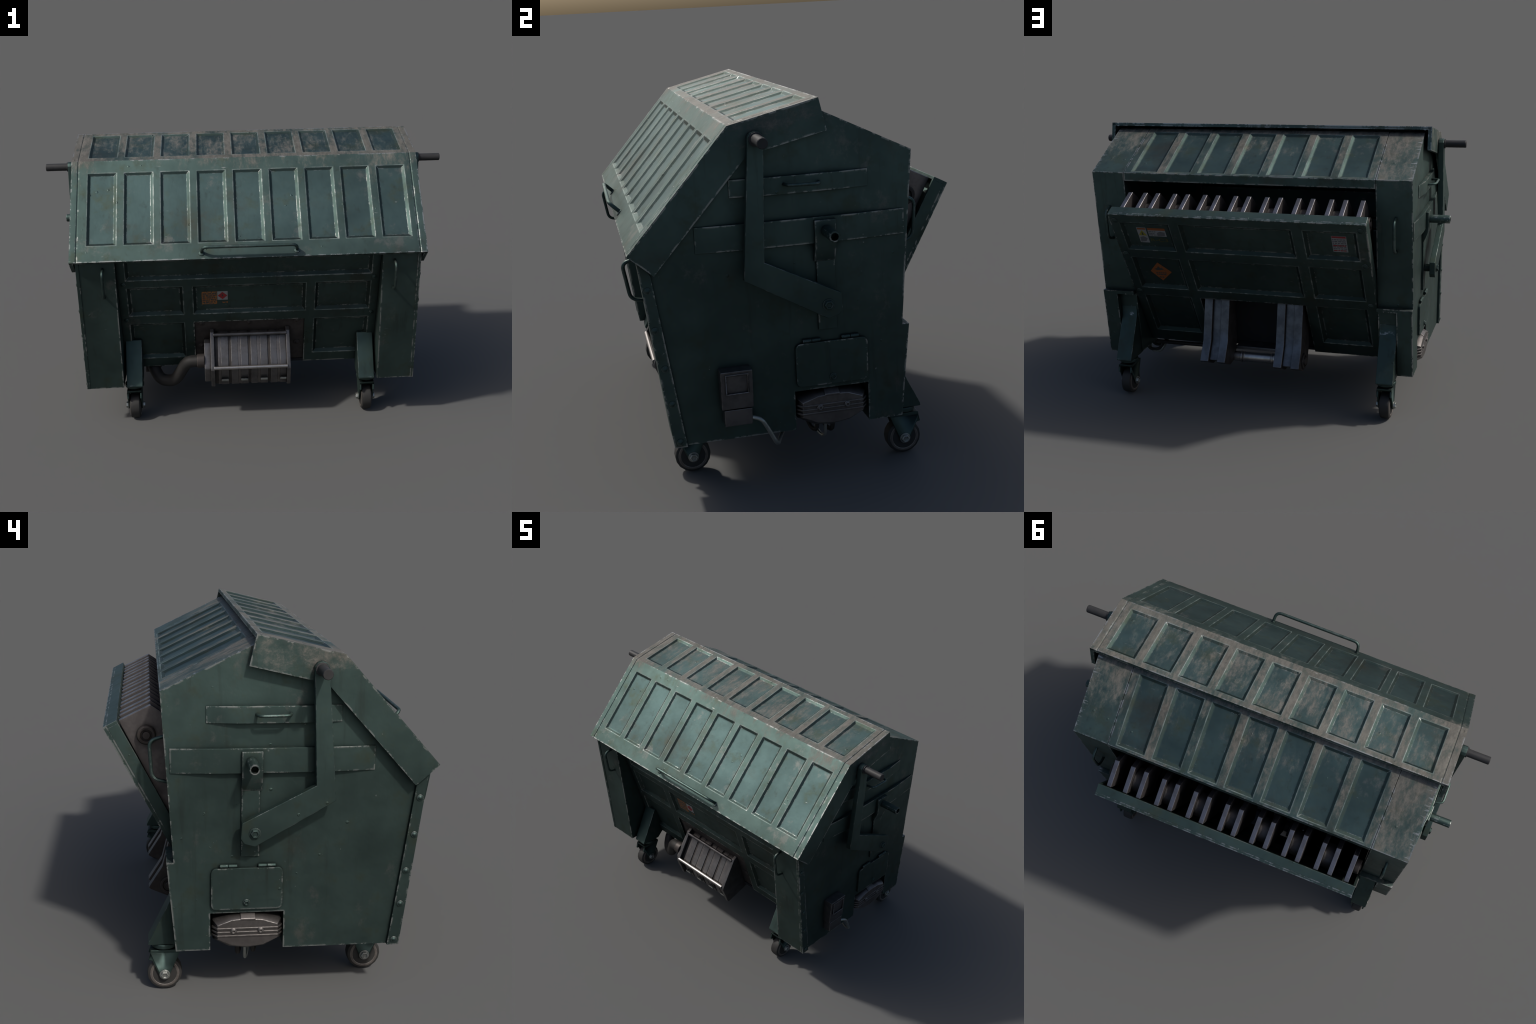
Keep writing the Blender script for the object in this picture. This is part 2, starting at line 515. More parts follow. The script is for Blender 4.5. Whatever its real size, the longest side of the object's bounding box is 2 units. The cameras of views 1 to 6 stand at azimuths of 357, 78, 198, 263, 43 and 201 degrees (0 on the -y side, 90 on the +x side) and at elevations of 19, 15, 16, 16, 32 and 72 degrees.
for sx in (1, -1):
    bm = bmesh.new()
    add_prism(bm, shell, sx * INSIDE, sx * WALL)
    house = finish("side_housing", bm, PAINT_HOUSE, root)
    subtract(house, [([(-0.039, 0.19), (-0.039, 0.357), (0.237, 0.357), (0.237, 0.19)], sx * 0.70, sx * 0.85), (channel, sx * 0.6, sx * 0.744)])

    # riveted angle strip down the front corner
    bm = bmesh.new()
    add_prism(bm, [(-0.4855, 0.2065), (-0.439, 0.2065), (-0.521, 0.846), (-0.5695, 0.929)], sx * (WALL - 0.004), sx * 0.835)
    finish("corner_strip", bm, PAINT, house, 0.002)
    for y, z in [(-0.536, 0.795), (-0.522, 0.652), (-0.498, 0.509), (-0.483, 0.376), (-0.465, 0.229)]:
        place("rivet", RIVET, house, facing((sx * 0.835, y, z), (sx, 0, 0)))

    # two bowed stiffening bands
    for ya, yb, za, zb in [(-0.237, 0.251, 1.085, 1.147), (-0.364, 0.381, 0.903, 0.995)]:
        bm = bmesh.new()
        L = yb - ya
        out = 0.841
        k = 0.24 * L
        add_prism(bm, [(sx * (WALL - 0.004), ya), (sx * 0.8255, ya), (sx * out, ya + k), (sx * out, yb - k), (sx * 0.8255, yb), (sx * (WALL - 0.004), yb)], za, zb, "xy")
        finish("stiffening_band", bm, PAINT, house, 0.0015)
    # grab handle on the upper band
    bm = bmesh.new()
    add_tube(bm, smooth_path([(sx * 0.838, -0.05, 1.119), (sx * 0.879, -0.042, 1.121), (sx * 0.879, 0.066, 1.119), (sx * 0.838, 0.074, 1.117)], 0.018), 0.0058, 8)
    finish("grab_handle", bm, PAINT_CLEAN, house)

    # strap and lifting pin
    bm = bmesh.new()
    add_box(bm, (sx * 0.818, sx * 0.8305), (0.0565, 0.124), (0.583, 0.97))
    finish("pin_strap", bm, PAINT, house, 0.0015)
    bm = bmesh.new()
    add_prism(bm, [(sx * 0.815, 0.986), (sx * 0.8555, 0.986), (sx * 0.8555, 0.893), (sx * 0.832, 0.835), (sx * 0.815, 0.835)], 0.049, 0.125, "xz")
    finish("pin_bracket", bm, PAINT, house, 0.002)
    bm = bmesh.new()
    r = 0.0205
    add_lathe(bm, [(0, r), (0.0985, r), (0.1015, r * 0.9), (0.1015, r * 0.68), (0.06, r * 0.62), (0.06, 0.002)], (sx * 0.8555, 0.091, 0.948), (sx, 0, 0), 10)
    finish("lifting_pin", bm, PAINT, house, angle=45)

    # service hatch above the gear cover
    bm = bmesh.new()
    y0, y1, z0, z1, rr = -0.033, 0.235, 0.3735, 0.539, 0.02
    pts = []
    for cy, cz, a0 in [(y1 - rr, z1 - rr, 0), (y0 + rr, z1 - rr, 90), (y0 + rr, z0 + rr, 180), (y1 - rr, z0 + rr, 270)]:
        pts += [(cy + rr * math.cos(math.radians(a0 + q)), cz + rr * math.sin(math.radians(a0 + q))) for q in (0, 30, 60, 90)]
    add_prism(bm, pts, sx * (WALL - 0.004), sx * 0.834)
    hatch = finish("service_hatch", bm, PAINT, house, 0.003)
    for y in (0.17, 0.0275):
        bm = bmesh.new()
        for a, b in ((-0.032, -0.001), (0.001, 0.032)):
            add_tube(bm, [(sx * 0.829, y + a, 0.5465), (sx * 0.829, y + b, 0.5465)], 0.0075, 8)
        finish("hinge", bm, PAINT_CLEAN, house)
    place("hatch_bolt", HEX_SMALL, house, facing((sx * 0.834, 0.103, 0.402), (sx, 0, 0)))

    # grab handles front and rear
    for pts in ([(-0.556, 0.878), (-0.607, 0.868), (-0.586, 0.735), (-0.538, 0.727)], [(0.395, 1.02), (0.452, 1.005), (0.443, 0.862), (0.385, 0.848)]):
        x = sx * (0.706 if pts[0][0] < 0 else 0.742)
        bm = bmesh.new()
        add_tube(bm, smooth_path([(x, a, b) for a, b in pts], 0.035, 6), 0.0068, 8)
        finish("grab_handle", bm, PAINT_CLEAN, house)

    # gear cover in the notch
    bm = bmesh.new()
    def ring(x, ys, yl, sc):
        up = [(yl[1], .313), (.158, .333), (.098, .338), (.040, .332), (yl[0], .313)]
        dn = [(yl[0], .256), (.040, .229), (.098, .223), (.158, .230), (yl[1], .256)]
        return [bm.verts.new((sx * x, .0975 + (y - .0975) * sc, .281 + (z - .281) * ys)) for y, z in up + dn]
    rings = [ring(0.70, 1.3, (-0.016, 0.211), 1.14), ring(0.806, 1.3, (-0.016, 0.211), 1.14), ring(0.832, 1.03, (-0.016, 0.211), 1.01), ring(0.836, 0.98, (-0.016, 0.211), 0.985)]
    for a, b in zip(rings, rings[1:]):
        for k in range(10):
            bm.faces.new((a[k], a[(k + 1) % 10], b[(k + 1) % 10], b[k]))
    bm.faces.new(rings[-1])
    bm.faces.new(rings[0][::-1])
    cover = finish("gear_cover", bm, CAST, root, angle=40)
    for z in (0.2985, 0.2835, 0.2685):
        bm = bmesh.new()
        add_prism(bm, [(sx * 0.800, -0.032), (sx * 0.812, -0.037), (sx * 0.8385, -0.016), (sx * 0.8385, 0.211), (sx * 0.812, 0.232), (sx * 0.800, 0.227)], z - 0.0042, z + 0.0042, "xy")
        finish("cover_rib", bm, CAST, cover, 0.0015)
    for y in (0.1505, 0.0485):
        place("cover_screw", HEX_CAST, cover, facing((sx * 0.838, y, 0.290), (sx, 0, 0)))
    bm = bmesh.new()
    add_prism(bm, [(sx * 0.77, 0.345), (sx * 0.812, 0.3545), (sx * 0.8375, 0.338), (sx * 0.8375, 0.330), (sx * 0.77, 0.325)], 0.068, 0.124, "xz")
    finish("cover_tab", bm, CAST, cover, 0.002)
    # cable loops hanging below
    for y, r, zz, mat in ((0.096, 0.0065, 0.107, NUT), (0.125, 0.009, 0.13, HOSE), (0.065, 0.008, 0.135, HOSE)):
        bm = bmesh.new()
        add_tube(bm, smooth_path([(sx * 0.72, y, 0.23), (sx * 0.715, y, zz + 0.005), (sx * 0.66, y - 0.015, zz), (sx * 0.60, y - 0.03, 0.215)], 0.03), r, 8)
        finish("cable", bm, mat, cover)

    # lift arm with hand grip
    bm = bmesh.new()
    cy, cz, R = -0.148, 1.284, 0.0275
    cap = [(cy + R * math.cos(math.radians(q)), cz + R * math.sin(math.radians(q))) for q in (20, 55, 90, 125, 160)]
    add_prism(bm, cap + [(-0.1765, 1.255), (-0.212, 0.808), (0.078, 0.641), (0.118, 0.652), (0.131, 0.671), (0.127, 0.730), (-0.139, 0.866), (-0.1225, 1.262)], sx * 0.8615, sx * 0.889)
    arm = finish("lift_arm", bm, PAINT_CLEAN, root, 0.002)
    bm = bmesh.new()
    add_lathe(bm, [(0, 0.024), (0.006, 0.024), (0.007, 0.019), (0.108, 0.019), (0.111, 0.017)], (sx * 0.889, -0.147, 1.285), (sx, 0, 0), 12)
    finish("hand_grip", bm, GRIP, arm)
    bm = bmesh.new()
    add_lathe(bm, [(0, 0.02), (0.04, 0.02)], (sx * 0.835, -0.147, 1.285), (sx, 0, 0), 14)
    finish("arm_axle", bm, NUT, arm)
    bm = bmesh.new()
    add_lathe(bm, [(0, 0.019), (0.045, 0.019)], (sx * 0.819, 0.080, 0.690), (sx, 0, 0), 14)
    finish("arm_axle", bm, PAINT_CLEAN, arm)
    place("arm_bolt", HEX, arm, facing((sx * 0.889, 0.080, 0.692), (sx, 0, 0)))

# ---------------- control box with cable, on one side only
bm = bmesh.new()
add_prism(bm, [(0.815, 0.34), (0.866, 0.34), (0.8745, 0.483), (0.815, 0.483)], -0.313, -0.200, "xz")
box = finish("control_box", bm, STEEL, root, 0.002)
bm = bmesh.new()
for y, z in (((-0.297, -0.215), (0.4685, 0.4735)), ((-0.297, -0.215), (0.398, 0.4025)), ((-0.297, -0.2925), (0.4025, 0.4685)), ((-0.2195, -0.215), (0.4025, 0.4685))):
    add_box(bm, (0.868, 0.8775), y, z)
finish("window_frame", bm, STEEL, box, 0.0012)
bm = bmesh.new()
add_box(bm, (0.815, 0.866), (-0.305, -0.206), (0.276, 0.337))
finish("plug_socket", bm, STEEL, box, 0.002)
bm = bmesh.new()
add_tube(bm, smooth_path([(0.855, -0.21, 0.298), (0.872, -0.175, 0.292), (0.866, -0.145, 0.235), (0.862, -0.120, 0.178), (0.80, -0.10, 0.170), (0.72, -0.05, 0.205)], 0.03), 0.0075, 10)
finish("cable", bm, NUT, box)
bm = bmesh.new()
add_tube(bm, [(0.24, 0.13, 0.188), (0.74, 0.13, 0.188)], 0.011, 10)
finish("conduit", bm, HOSE, box)

# ---------------- lid
LA, LB, LC = (-0.597, 0.926), (-0.236, 1.3315), (0.077, 1.404)
lid_sheet = Sheet([LA, LB, LC])
slope = lid_sheet.s[1]
def on_front(z):
    return (z - LA[1]) / (LB[1] - LA[1]) * slope
def on_top(y):
    return slope + (y - LB[0]) / (LC[0] - LB[0]) * (lid_sheet.s[2] - slope)
cells = []
for i in range(9):
    c = -0.707 + 0.1784 * i
    cells.append((c - 0.071, c + 0.071, on_front(0.9895), on_front(1.2805)))
    cells.append((c - 0.0705, c + 0.0705, on_top(-0.201), on_top(0.0485)))
bm = bmesh.new()
lid_sheet.build(bm, -0.8585, 0.8585, cells, 0.0078, 0.0135, 0.0155, grooves=(-0.825, 0.825))
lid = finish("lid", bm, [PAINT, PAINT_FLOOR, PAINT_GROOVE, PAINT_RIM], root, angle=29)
d1 = Vector((LB[0] - LA[0], LB[1] - LA[1])).normalized()
d2 = Vector((LC[0] - LB[0], LC[1] - LB[1])).normalized()
n1, n2 = Vector((d1.y, -d1.x)), Vector((d2.y, -d2.x))
m = (n1 + n2).normalized()
def off(t):
    return [tuple(Vector(LA) + n1 * t), tuple(Vector(LB) + m * (t / m.dot(n1))), tuple(Vector(LC) + n2 * t)]
for sx in (1, -1):
    bm = bmesh.new()
    add_prism(bm, off(0.0008) + off(0.1145)[::-1], sx * 0.841, sx * 0.8592)
    finish("lid_skirt", bm, PAINT, lid)
bm = bmesh.new()
q = [(-0.229, -0.570, 0.948), (-0.224, -0.612, 0.990), (0.224, -0.614, 0.990), (0.229, -0.570, 0.948)]
add_tube(bm, smooth_path(q, 0.042, 7), 0.0078, 10)
for x in (-0.229, 0.229):
    add_lathe(bm, [(-0.004, 0.014), (0.003, 0.014), (0.006, 0.009)], (x, -0.577, 0.9475), (0, -0.747, 0.665), 12)
finish("lid_handle", bm, PAINT_CLEAN, lid)

# ---------------- fixed rear roof panel between the housings
roof_sheet = Sheet([(0.06, 1.3725), (0.4125, 1.2), (0.4105, 1.158)])
rs = roof_sheet.s[1]
def on_roof(y):
    return (y - 0.06) / (0.4125 - 0.06) * rs
cells = [(c - 0.0705, c + 0.0705, on_roof(0.091), on_roof(0.4005)) for c in (0.537 - 0.179 * i for i in range(7))]
bm = bmesh.new()
roof_sheet.build(bm, -0.6455, 0.6455, cells, 0.0078, 0.0145, 0.016)
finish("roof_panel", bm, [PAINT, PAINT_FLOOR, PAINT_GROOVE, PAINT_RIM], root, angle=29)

# ---------------- sloping front panel
F0, F1 = (-0.317, 0.243), (-0.5435, 0.955)
front_sheet = Sheet([F0, F1])
fl = front_sheet.s[1]
def on_fp(z):
    return (z - F0[1]) / (F1[1] - F0[1]) * fl
cols = [(-0.606, -0.331), (-0.281, 0.283), (0.330, 0.607)]
cells = [(a, b, on_fp(0.573), on_fp(0.742)) for a, b in cols]
cells += [(a, b, on_fp(0.298), on_fp(0.520)) for a, b in (cols[0], cols[2])]
cells.append((-0.607, 0.607, on_fp(0.787), on_fp(0.948)))
bm = bmesh.new()
front_sheet.build(bm, -0.6465, 0.6465, cells, 0.0145, 0.0155, 0.016, cuts=[(-0.281, 0.281, -1, on_fp(0.521))])
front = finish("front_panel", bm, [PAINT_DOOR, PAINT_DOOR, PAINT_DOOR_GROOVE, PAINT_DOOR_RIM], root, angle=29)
fd = Vector((0, F1[0] - F0[0], F1[1] - F0[1])).normalized()
fn = Vector((0, -fd.z, fd.y))
def front_at(x, z, h=0.0):
    t = (z - F0[1]) / (F1[1] - F0[1])
    return Vector((x, F0[0] + t * (F1[0] - F0[0]), z)) + fn * h
for x in (-0.621, 0.621):
    for z in (0.765, 0.547):
        place("panel_bolt", DOME_SMALL, front, facing(front_at(x, z), fn))

# closing floor of the hopper
bm = bmesh.new()
add_box(bm, (-0.647, 0.647), (-0.315, 0.205), (0.2435, 0.2565))
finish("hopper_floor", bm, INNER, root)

# ---------------- pump unit under the front
bm = bmesh.new()
front_sheet.build(bm, -0.2805, 0.2805, [], 0.01, 0.01, 0.01, v0=0.0, v1=on_fp(0.5205))
bmesh.ops.translate(bm, verts=bm.verts[:], vec=-fn * 0.010)
pump = finish("pump_mount", bm, DARK, root)
bm = bmesh.new()
add_box(bm, (-0.279, 0.279), (-0.29, 0.19), (0.2575, 0.545))  # guessed block, added near-black to fill the dark cavity
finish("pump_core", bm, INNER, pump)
for x, z in ((-0.246, 0.505), (-0.003, 0.5045), (0.245, 0.505), (0.247, 0.362), (-0.247, 0.362)):
    place("mount_bolt", DOME_DARK, pump, facing(front_at(x, z, -0.010), fn))
side = [(-0.33, 0.472), (-0.382, 0.472), (-0.404, 0.460), (-0.489, 0.300), (-0.492, 0.285), (-0.452, 0.180), (-0.444, 0.175), (-0.281, 0.225)]
for sx in (1, -1):
    bm = bmesh.new()
    add_prism(bm, side, sx * 0.184, sx * 0.2035)
    finish("pump_cheek", bm, STEEL, pump, 0.0025)
bm = bmesh.new()
add_prism(bm, [(-0.33, 0.41), (-0.375, 0.41), (-0.396, 0.398), (-0.462, 0.290), (-0.465, 0.278), (-0.452, 0.208), (-0.30, 0.24)], -0.2035, -0.236)
finish("pump_end_plate", bm, STEEL, pump, 0.0025)
bm = bmesh.new()
inner = [(-0.33, 0.452), (-0.372, 0.450), (-0.390, 0.440), (-0.467, 0.298), (-0.469, 0.285), (-0.434, 0.186), (-0.426, 0.183), (-0.28, 0.23)]
add_prism(bm, inner, -0.185, 0.185)
finish("pump_drum", bm, DARK, pump, 0.002)
def grow(pts, d):
    c = Vector((-0.37, 0.32))
    return [tuple(Vector(p) + (Vector(p) - c).normalized() * d) for p in pts]
edges = [(-0.152, -0.113), (-0.099, -0.064), (-0.050, -0.012), (0.002, 0.035), (0.050, 0.088), (0.102, 0.136), (0.151, 0.184)]
for a, b in edges:
    bm = bmesh.new()
    add_prism(bm, grow(inner[:-1], 0.005) + [(-0.33, 0.22)], a, b)
    finish("pump_slat", bm, STEEL, pump, 0.0008, 1)
for a, b in ((-0.166, -0.152), (-0.064, -0.050), (0.035, 0.050), (0.136, 0.151)):
    bm = bmesh.new()
    add_prism(bm, grow(inner[:-1], 0.0025) + [(-0.33, 0.22)], a, b)
    finish("pump_strip", bm, CAST, pump)
for a, b in ((-0.151, -0.115), (-0.051, -0.015), (0.050, 0.086), (0.150, 0.182)):
    bm = bmesh.new()
    add_prism(bm, [(-0.440, 0.222), (-0.468, 0.224), (-0.464, 0.212), (-0.440, 0.204)], a, b)
    finish("pump_lug", bm, NUT, pump, 0.0015)
for y, z, mat in ((-0.487, 0.298, BRIGHT), (-0.4065, 0.4475, STEEL)):
    bm = bmesh.new()
    add_tube(bm, [(-0.188, y, z), (-0.178, y, z), (0.178, y, z), (0.188, y, z)], 0.0095, 14)
    finish("pump_rod", bm, mat, pump)
# suction hose
bm = bmesh.new()
add_lathe(bm, [(0, 0.036), (0.036, 0.036), (0.038, 0.033)], (-0.236, -0.420, 0.312), (-1, 0, 0), 18)
finish("hose_collar", bm, DARK, pump, 0.002)
bm = bmesh.new()
path = smooth_path([(-0.255, -0.420, 0.312), (-0.325, -0.412, 0.308), (-0.395, -0.372, 0.180), (-0.470, -0.335, 0.172), (-0.502, -0.290, 0.215), (-0.512, -0.255, 0.222)], 0.06, 6)
add_tube(bm, path, 0.031, 16)
finish("hose", bm, HOSE, pump)
bm = bmesh.new()
add_lathe(bm, [(0, 0.044), (0.012, 0.044), (0.012, 0.034), (0.03, 0.034)], (-0.510, -0.246, 0.222), (0.15, -1, 0.05), 16)
add_box(bm, (-0.552, -0.478), (-0.245, -0.19), (0.176, 0.25))
finish("hose_flange", bm, DARK, pump, 0.002)

# ---------------- tilting rear hopper door
H0 = Vector((0, 0.619, 1.033))
HV = Vector((0, -0.46, -0.888)).normalized()          # down the door
HL = 0.899
HE = H0 + HV * HL
door_sheet = Sheet([(H0.y, H0.z), (HE.y, HE.z)])
HN = Vector((0, 0.888, -0.46)).normalized()
cols = [(0.336, 0.597), (-0.284, 0.286), (-0.595, -0.338)]
rows = [(0.051, 0.2285), (0.284, 0.497), (0.553, 0.822)]
cells = [(a, b, c, d) for a, b in cols for c, d in rows if not (a < 0 < b and c > 0.5)]
bm = bmesh.new()
door_sheet.build(bm, -0.6455, 0.6455, cells, 0.0145, 0.0165, 0.014, cuts=[(-0.281, 0.283, 0.554, 2)])
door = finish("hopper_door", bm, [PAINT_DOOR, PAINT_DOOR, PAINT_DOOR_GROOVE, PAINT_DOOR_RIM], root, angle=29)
def yz(v):
    return (v.y, v.z)
bm = bmesh.new()
a = H0 - HN * 0.0142
add_prism(bm, [yz(a), yz(H0 - HN * 0.0565), yz(H0 - HN * 0.0565 + HV * 0.012), yz(a + HV * 0.012)], -0.6455, 0.6455)
finish("door_flange", bm, PAINT_CLEAN, door)
for sx in (1, -1):
    bm = bmesh.new()
    a, b = H0 - HN * 0.0142 + HV * 0.0121, H0 - HN * 0.0142 + HV * HL
    add_prism(bm, [yz(a), yz(a - HN * 0.0423), yz(b - HN * 0.0423), yz(b)], sx * 0.634, sx * 0.6455)
    finish("door_flange", bm, PAINT_CLEAN, door)
def door_at(x, v, h=0.0):
    return H0 + HV * v + HN * h + Vector((x, 0, 0))
for x in (-0.616, 0.619):
    for v in (0.038, 0.260, 0.526):
        place("door_bolt", DOME_MID, door, facing(door_at(x, v), HN))

# crusher blades behind the door
blade_xs = [0.597]
for i in range(7):
    c = 0.481 - 0.1602 * i
    blade_xs += [c + 0.034, c - 0.034]
blade_xs.append(-0.597)
bm = bmesh.new()
prof = [(0.562, 1.050), (0.444, 1.108), (0.404, 1.081), (0.30, 0.99), (0.25, 0.80), (0.335, 0.605), (0.352, 0.625)]
add_prism(bm, prof, -0.011, 0.011)
first = finish("blade", bm, BLADE, door, 0.0015)
edge_material(first, BLADE_EDGE)
first.matrix_local = Matrix.Translation((blade_xs[0], 0, 0))
for x in blade_xs[1:]:
    o = first.copy()
    SCN.collection.objects.link(o)
    o.matrix_local = Matrix.Translation((x, 0, 0))
for i in range(7):
    c = 0.481 - 0.1602 * i
    bm = bmesh.new()
    add_lathe(bm, [(0, 0.061), (0.045, 0.061)], (c - 0.0225, 0.463, 0.995), (1, 0, 0), 24)
    finish("blade_spacer", bm, SPACER, door)
bm = bmesh.new()
for sx in (1, -1):
    add_lathe(bm, [(0, 0.036), (0.022, 0.036), (0.026, 0.032), (0.026, 0.023), (0.020, 0.022), (0.020, 0.016), (0.030, 0.014)], (sx * 0.608, 0.461, 0.997), (sx, 0, 0), 18)
finish("blade_shaft", bm, DARK, door)

# hanging brackets seen through the door opening
flange = [(0.31, 0.575), (0.345, 0.560), (0.386, 0.400), (0.404, 0.330), (0.4635, 0.2365), (0.455, 0.228), (0.381, 0.194), (0.30, 0.20), (0.26, 0.30), (0.26, 0.575)]
web = [(0.30, 0.575), (0.327, 0.560), (0.369, 0.400), (0.388, 0.325), (0.443, 0.238), (0.375, 0.205), (0.30, 0.21), (0.27, 0.30), (0.27, 0.575)]
bracket_objs = []
for sx in (1, -1):
    bm = bmesh.new()
    add_prism(bm, web, sx * 0.1725, sx * 0.2205)
    br = finish("hinge_bracket", bm, STEEL_DARK, root, 0.002)
    bracket_objs.append(br)
    for a, b in ((0.129, 0.1725), (0.2205, 0.2645)):
        bm = bmesh.new()
        add_prism(bm, flange, sx * a, sx * b)
        edge_material(finish("bracket_flange", bm, DARK, br, 0.0025), STEEL_DARK)  # near-black sides and bluish rims paint shade and sheen into the flange
    bm = bmesh.new()
    add_lathe(bm, [(0, 0.04), (0.008, 0.04), (0.009, 0.03), (0.004, 0.028), (0.004, 0.02), (0.014, 0.018)], (sx * 0.2645, 0.374, 0.247), (sx, 0, 0), 20)
    finish("bracket_boss", bm, DARK, br)
bm = bmesh.new()
add_lathe(bm, [(0, 0.026), (0.035, 0.026), (0.036, 0.03), (0.044, 0.03), (0.045, 0.026), (0.056, 0.03), (0.06, 0.026), (0.20, 0.026), (0.204, 0.03), (0.215, 0.026), (0.216, 0.03), (0.224, 0.03), (0.225, 0.026), (0.26, 0.026)], (-0.13, 0.30, 0.213), (1, 0, 0), 20)
finish("bracket_shaft", bm, BRIGHT, bracket_objs[0])
bm = bmesh.new()
add_box(bm, (-0.129, 0.129), (0.205, 0.285), (0.247, 0.262))
finish("bracket_plate", bm, STEEL_DARK, bracket_objs[0])

# ---------------- legs and casters
bm = bmesh.new()
def yoke(bm):
    # swivel disc, stem, top plate and two tapered cheeks
    add_lathe(bm, [(0.178, 0.047), (0.180, 0.049), (0.194, 0.049), (0.1965, 0.046)], (0, 0, 0), (0, 0, 1), 22)
    add_lathe(bm, [(0.168, 0.030), (0.179, 0.030)], (0, 0, 0), (0, 0, 1), 16)
    add_box(bm, (-0.037, 0.037), (-0.054, 0.060), (0.160, 0.172))
    for s in (1, -1):
        add_prism(bm, [(-0.054, 0.160), (0.058, 0.160), (0.018, 0.062), (0.008, 0.050), (-0.010, 0.050), (-0.020, 0.062), (-0.047, 0.128), (-0.062, 0.132)], s * 0.029, s * 0.037)
yoke(bm)
yoke_ob = finish("caster", bm, PAINT_PLAIN, root, 0.0015)
yoke_me = yoke_ob.data
bpy.data.objects.remove(yoke_ob)
def lathe_mesh(prof, mat, seg, mats=None, angle=40):
    bm = bmesh.new()
    add_lathe(bm, prof, (0, 0, 0), (1, 0, 0), seg)
    o = finish("m", bm, mat, None, angle=angle)
    me = o.data
    bpy.data.objects.remove(o)
    return me
tyre_me = lathe_mesh([(-0.0265, 0.040), (-0.0265, 0.0575), (-0.022, 0.066), (-0.015, 0.068), (0.015, 0.068), (0.022, 0.066), (0.0265, 0.0575), (0.0265, 0.040)], RUBBER, 18)
rim_me = lathe_mesh([(-0.0235, 0.012), (-0.0235, 0.028), (-0.019, 0.031), (-0.019, 0.041), (-0.0275, 0.047), (-0.0275, 0.055), (-0.026, 0.0575), (0.026, 0.0575), (0.0275, 0.055), (0.0275, 0.047), (0.019, 0.041), (0.019, 0.031), (0.0235, 0.028), (0.0235, 0.012)], WHEEL, 28, angle=30)
for sx in (1, -1):
    for x, y, flip in ((0.602, -0.402, -1), (0.697, 0.407, 1)):
        M = Matrix.Translation((sx * x, y, 0))
        if flip > 0:
            M = M @ Matrix.Rotation(math.pi, 4, "Z")
        yk = place("caster", yoke_me, root, M)
        W = Matrix.Translation((0, 0, 0.068))
        place("tyre", tyre_me, yk, W)
        place("rim", rim_me, yk, W)
        for s in (1, -1):
            place("axle_nut", NUT_ME, yk, facing((s * 0.037, 0, 0.068), (s, 0, 0)))
    bm = bmesh.new()
    add_prism(bm, [(-0.33, 0.430), (-0.370, 0.417), (-0.4655, 0.207), (-0.4655, 0.197), (-0.345, 0.197), (-0.300, 0.243), (-0.312, 0.243)], sx * 0.556, sx * 0.637)
    finish("leg", bm, PAINT_CLEAN, root, 0.002)
    bm = bmesh.new()
    add_prism(bm, [(0.300, 0.470), (0.358, 0.470), (0.363, 0.4185), (0.4685, 0.2065), (0.4685, 0.197), (0.345, 0.197), (0.23, 0.212), (0.24, 0.30)], sx * 0.6555, sx * 0.7405)
    finish("leg", bm, PAINT_CLEAN, root, 0.002)

# ---------------- stickers (thin raised labels)
INK_ORANGE = worn_print("orange_print", (0.24, 0.085, 0.012), 0.5)
INK_ORANGE_SOLID = worn_print("orange_label", (0.20, 0.055, 0.008), 0.6, 60)
INK_WHITE = worn_print("white_label", (0.21, 0.21, 0.21), 0.62)
INK_RED = worn_print("red_print", (0.22, 0.012, 0.015), 0.68)
INK_YELLOW = worn_print("yellow_print", (0.22, 0.19, 0.012), 0.66)
INK_OLIVE = worn_print("olive_print", (0.06, 0.058, 0.01), 0.6, 90)
INK_GREY = worn_print("grey_print", (0.085, 0.085, 0.09), 0.6, 60)
INK_DARK = worn_print("dark_print", (0.03, 0.03, 0.028), 0.7)


class Label:
    """flat pieces laid on a plane; a,b in metres from the plane's point, lev = layer"""
    def __init__(self, name, o, right, up, parent):
        self.o, self.r, self.u = Vector(o), Vector(right).normalized(), Vector(up).normalized()
        self.n = self.r.cross(self.u)
        self.name, self.parent = name, parent

    def poly(self, pts, mat, lev=0):
        bm = bmesh.new()
        h0, h1 = -0.0006, 0.0009 + 0.0005 * lev
        lo = [bm.verts.new(self.o + self.r * a + self.u * b + self.n * h0) for a, b in pts]
        hi = [bm.verts.new(self.o + self.r * a + self.u * b + self.n * h1) for a, b in pts]
        bm.faces.new(lo)
        bm.faces.new(hi)
        for i in range(len(pts)):
            j = (i + 1) % len(pts)
            bm.faces.new((lo[i], lo[j], hi[j], hi[i]))
        return finish(self.name, bm, mat, self.parent)

    def rect(self, a0, a1, b0, b1, mat, lev=0):
        return self.poly([(a0, b0), (a1, b0), (a1, b1), (a0, b1)], mat, lev)

    def lines(self, a0, a1, b0, b1, rows, mat, lev, rnd):
        """rows of illegible small print"""
        dh = (b1 - b0) / rows
        for k in range(rows):
            a = a0
            while a < a1 - 0.004:
                w = min(rnd.uniform(0.006, 0.02), a1 - a)
                self.rect(a, a + w, b0 + k * dh + dh * 0.22, b0 + k * dh + dh * 0.78, mat, lev)
                a += w + rnd.uniform(0.002, 0.005)

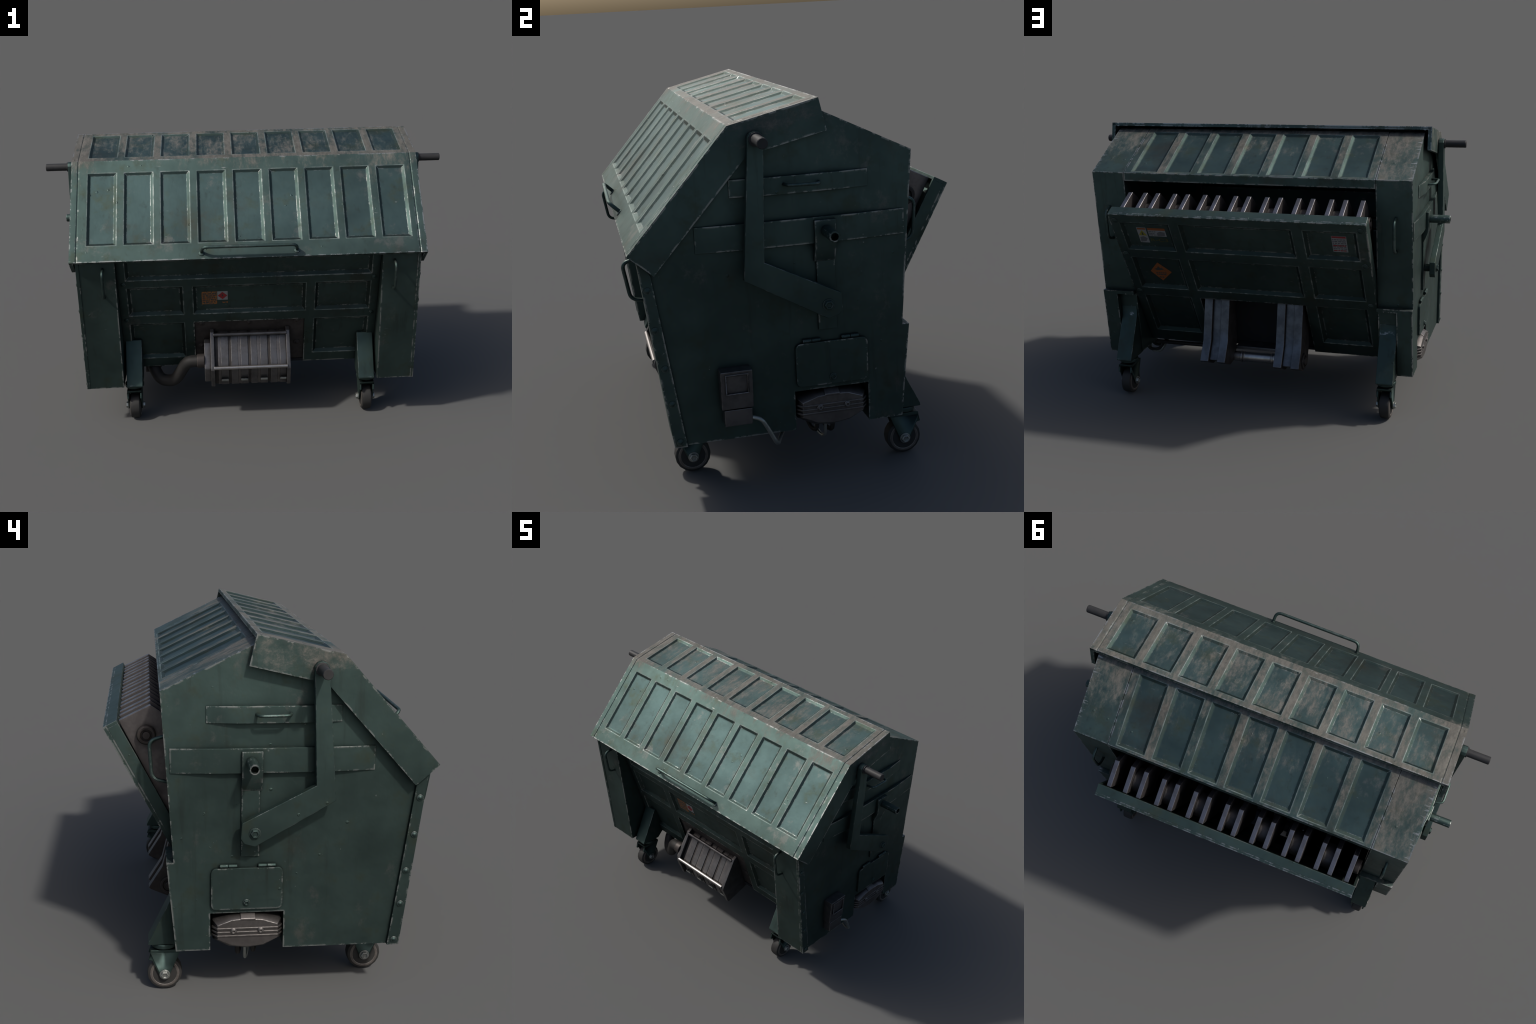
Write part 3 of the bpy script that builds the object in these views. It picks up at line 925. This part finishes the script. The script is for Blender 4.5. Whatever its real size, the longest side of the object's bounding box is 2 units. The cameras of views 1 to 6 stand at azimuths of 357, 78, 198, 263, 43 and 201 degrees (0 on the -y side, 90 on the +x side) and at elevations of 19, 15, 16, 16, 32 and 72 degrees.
rnd = random.Random(11)
L = Label("front_label", front_at(0, 0.66, -0.0145), (1, 0, 0), fd, front)
bz = lambda z: (z - 0.66) / fd.z
L.rect(-0.238, -0.162, bz(0.621), bz(0.697), INK_ORANGE)
L.lines(-0.234, -0.166, bz(0.628), bz(0.69), 5, INK_DARK, 1, rnd)
L.rect(-0.160, -0.108, bz(0.645), bz(0.697), INK_WHITE)
L.poly([(-0.134, bz(0.649)), (-0.110, bz(0.671)), (-0.134, bz(0.693)), (-0.158, bz(0.671))], INK_RED, 1)
L.poly([(-0.138, bz(0.668)), (-0.130, bz(0.668)), (-0.134, bz(0.685))], INK_DARK, 2)
L.lines(-0.135, -0.108, bz(0.623), bz(0.636), 1, INK_ORANGE, 0, rnd)

L = Label("door_label", door_at(0, 0, -0.0145), (-1, 0, 0), -HV, door)
L.rect(-0.523, -0.473, -0.189, -0.091, INK_WHITE)
L.rect(-0.520, -0.476, -0.104, -0.094, INK_ORANGE_SOLID, 1)
L.poly([(-0.520, -0.142), (-0.476, -0.142), (-0.498, -0.108)], INK_YELLOW, 1)
L.poly([(-0.503, -0.138), (-0.493, -0.138), (-0.496, -0.120), (-0.500, -0.120)], INK_DARK, 2)
L.poly([(-0.519, -0.186), (-0.490, -0.180), (-0.478, -0.160), (-0.498, -0.148), (-0.517, -0.155)], INK_GREY, 1)
L.rect(-0.465, -0.371, -0.145, -0.107, INK_WHITE)
L.rect(-0.465, -0.371, -0.1065, -0.092, INK_ORANGE_SOLID)
L.lines(-0.462, -0.425, -0.142, -0.11, 3, INK_GREY, 1, rnd)
L.poly([(-0.42, -0.142), (-0.38, -0.14), (-0.376, -0.118), (-0.40, -0.112), (-0.418, -0.122)], INK_GREY, 1)
L.poly([(-0.472, -0.326), (-0.525, -0.389), (-0.472, -0.453), (-0.408, -0.390)][::-1], INK_ORANGE_SOLID)
L.poly([(-0.500, -0.372), (-0.484, -0.366), (-0.474, -0.352), (-0.466, -0.366), (-0.446, -0.372), (-0.462, -0.378), (-0.486, -0.38)][::-1], INK_DARK, 1)
L.lines(-0.496, -0.44, -0.416, -0.392, 2, INK_DARK, 1, rnd)
L.lines(-0.484, -0.458, -0.436, -0.422, 1, INK_DARK, 1, rnd)
L.rect(0.469, 0.541, -0.186, -0.087, INK_WHITE)
L.rect(0.471, 0.539, -0.099, -0.0885, INK_RED, 1)
L.lines(0.472, 0.538, -0.183, -0.103, 7, INK_GREY, 1, rnd)
L.lines(0.474, 0.536, -0.152, -0.140, 1, INK_RED, 2, rnd)
L.lines(0.474, 0.536, -0.182, -0.172, 1, INK_RED, 2, rnd)

cu = bpy.data.curves.new("code", "FONT")
cu.body = "R-C3"
cu.size = 0.030
cu.extrude = 0.0006
tmp = bpy.data.objects.new("code", cu)
SCN.collection.objects.link(tmp)
bpy.context.view_layer.update()
me = bpy.data.meshes.new_from_object(tmp.evaluated_get(bpy.context.evaluated_depsgraph_get()))
bpy.data.objects.remove(tmp)
w = max(v.co.x for v in me.vertices)
me.materials.clear()
me.materials.append(INK_OLIVE)
R = Matrix((L.r, L.u, L.n)).transposed().to_4x4()
place("code_lettering", me, door, Matrix.Translation(L.o + L.r * -0.466 + L.u * -0.1795 + L.n * 0.0005) @ R @ Matrix.Diagonal((0.095 / w, 1, 1, 1)))
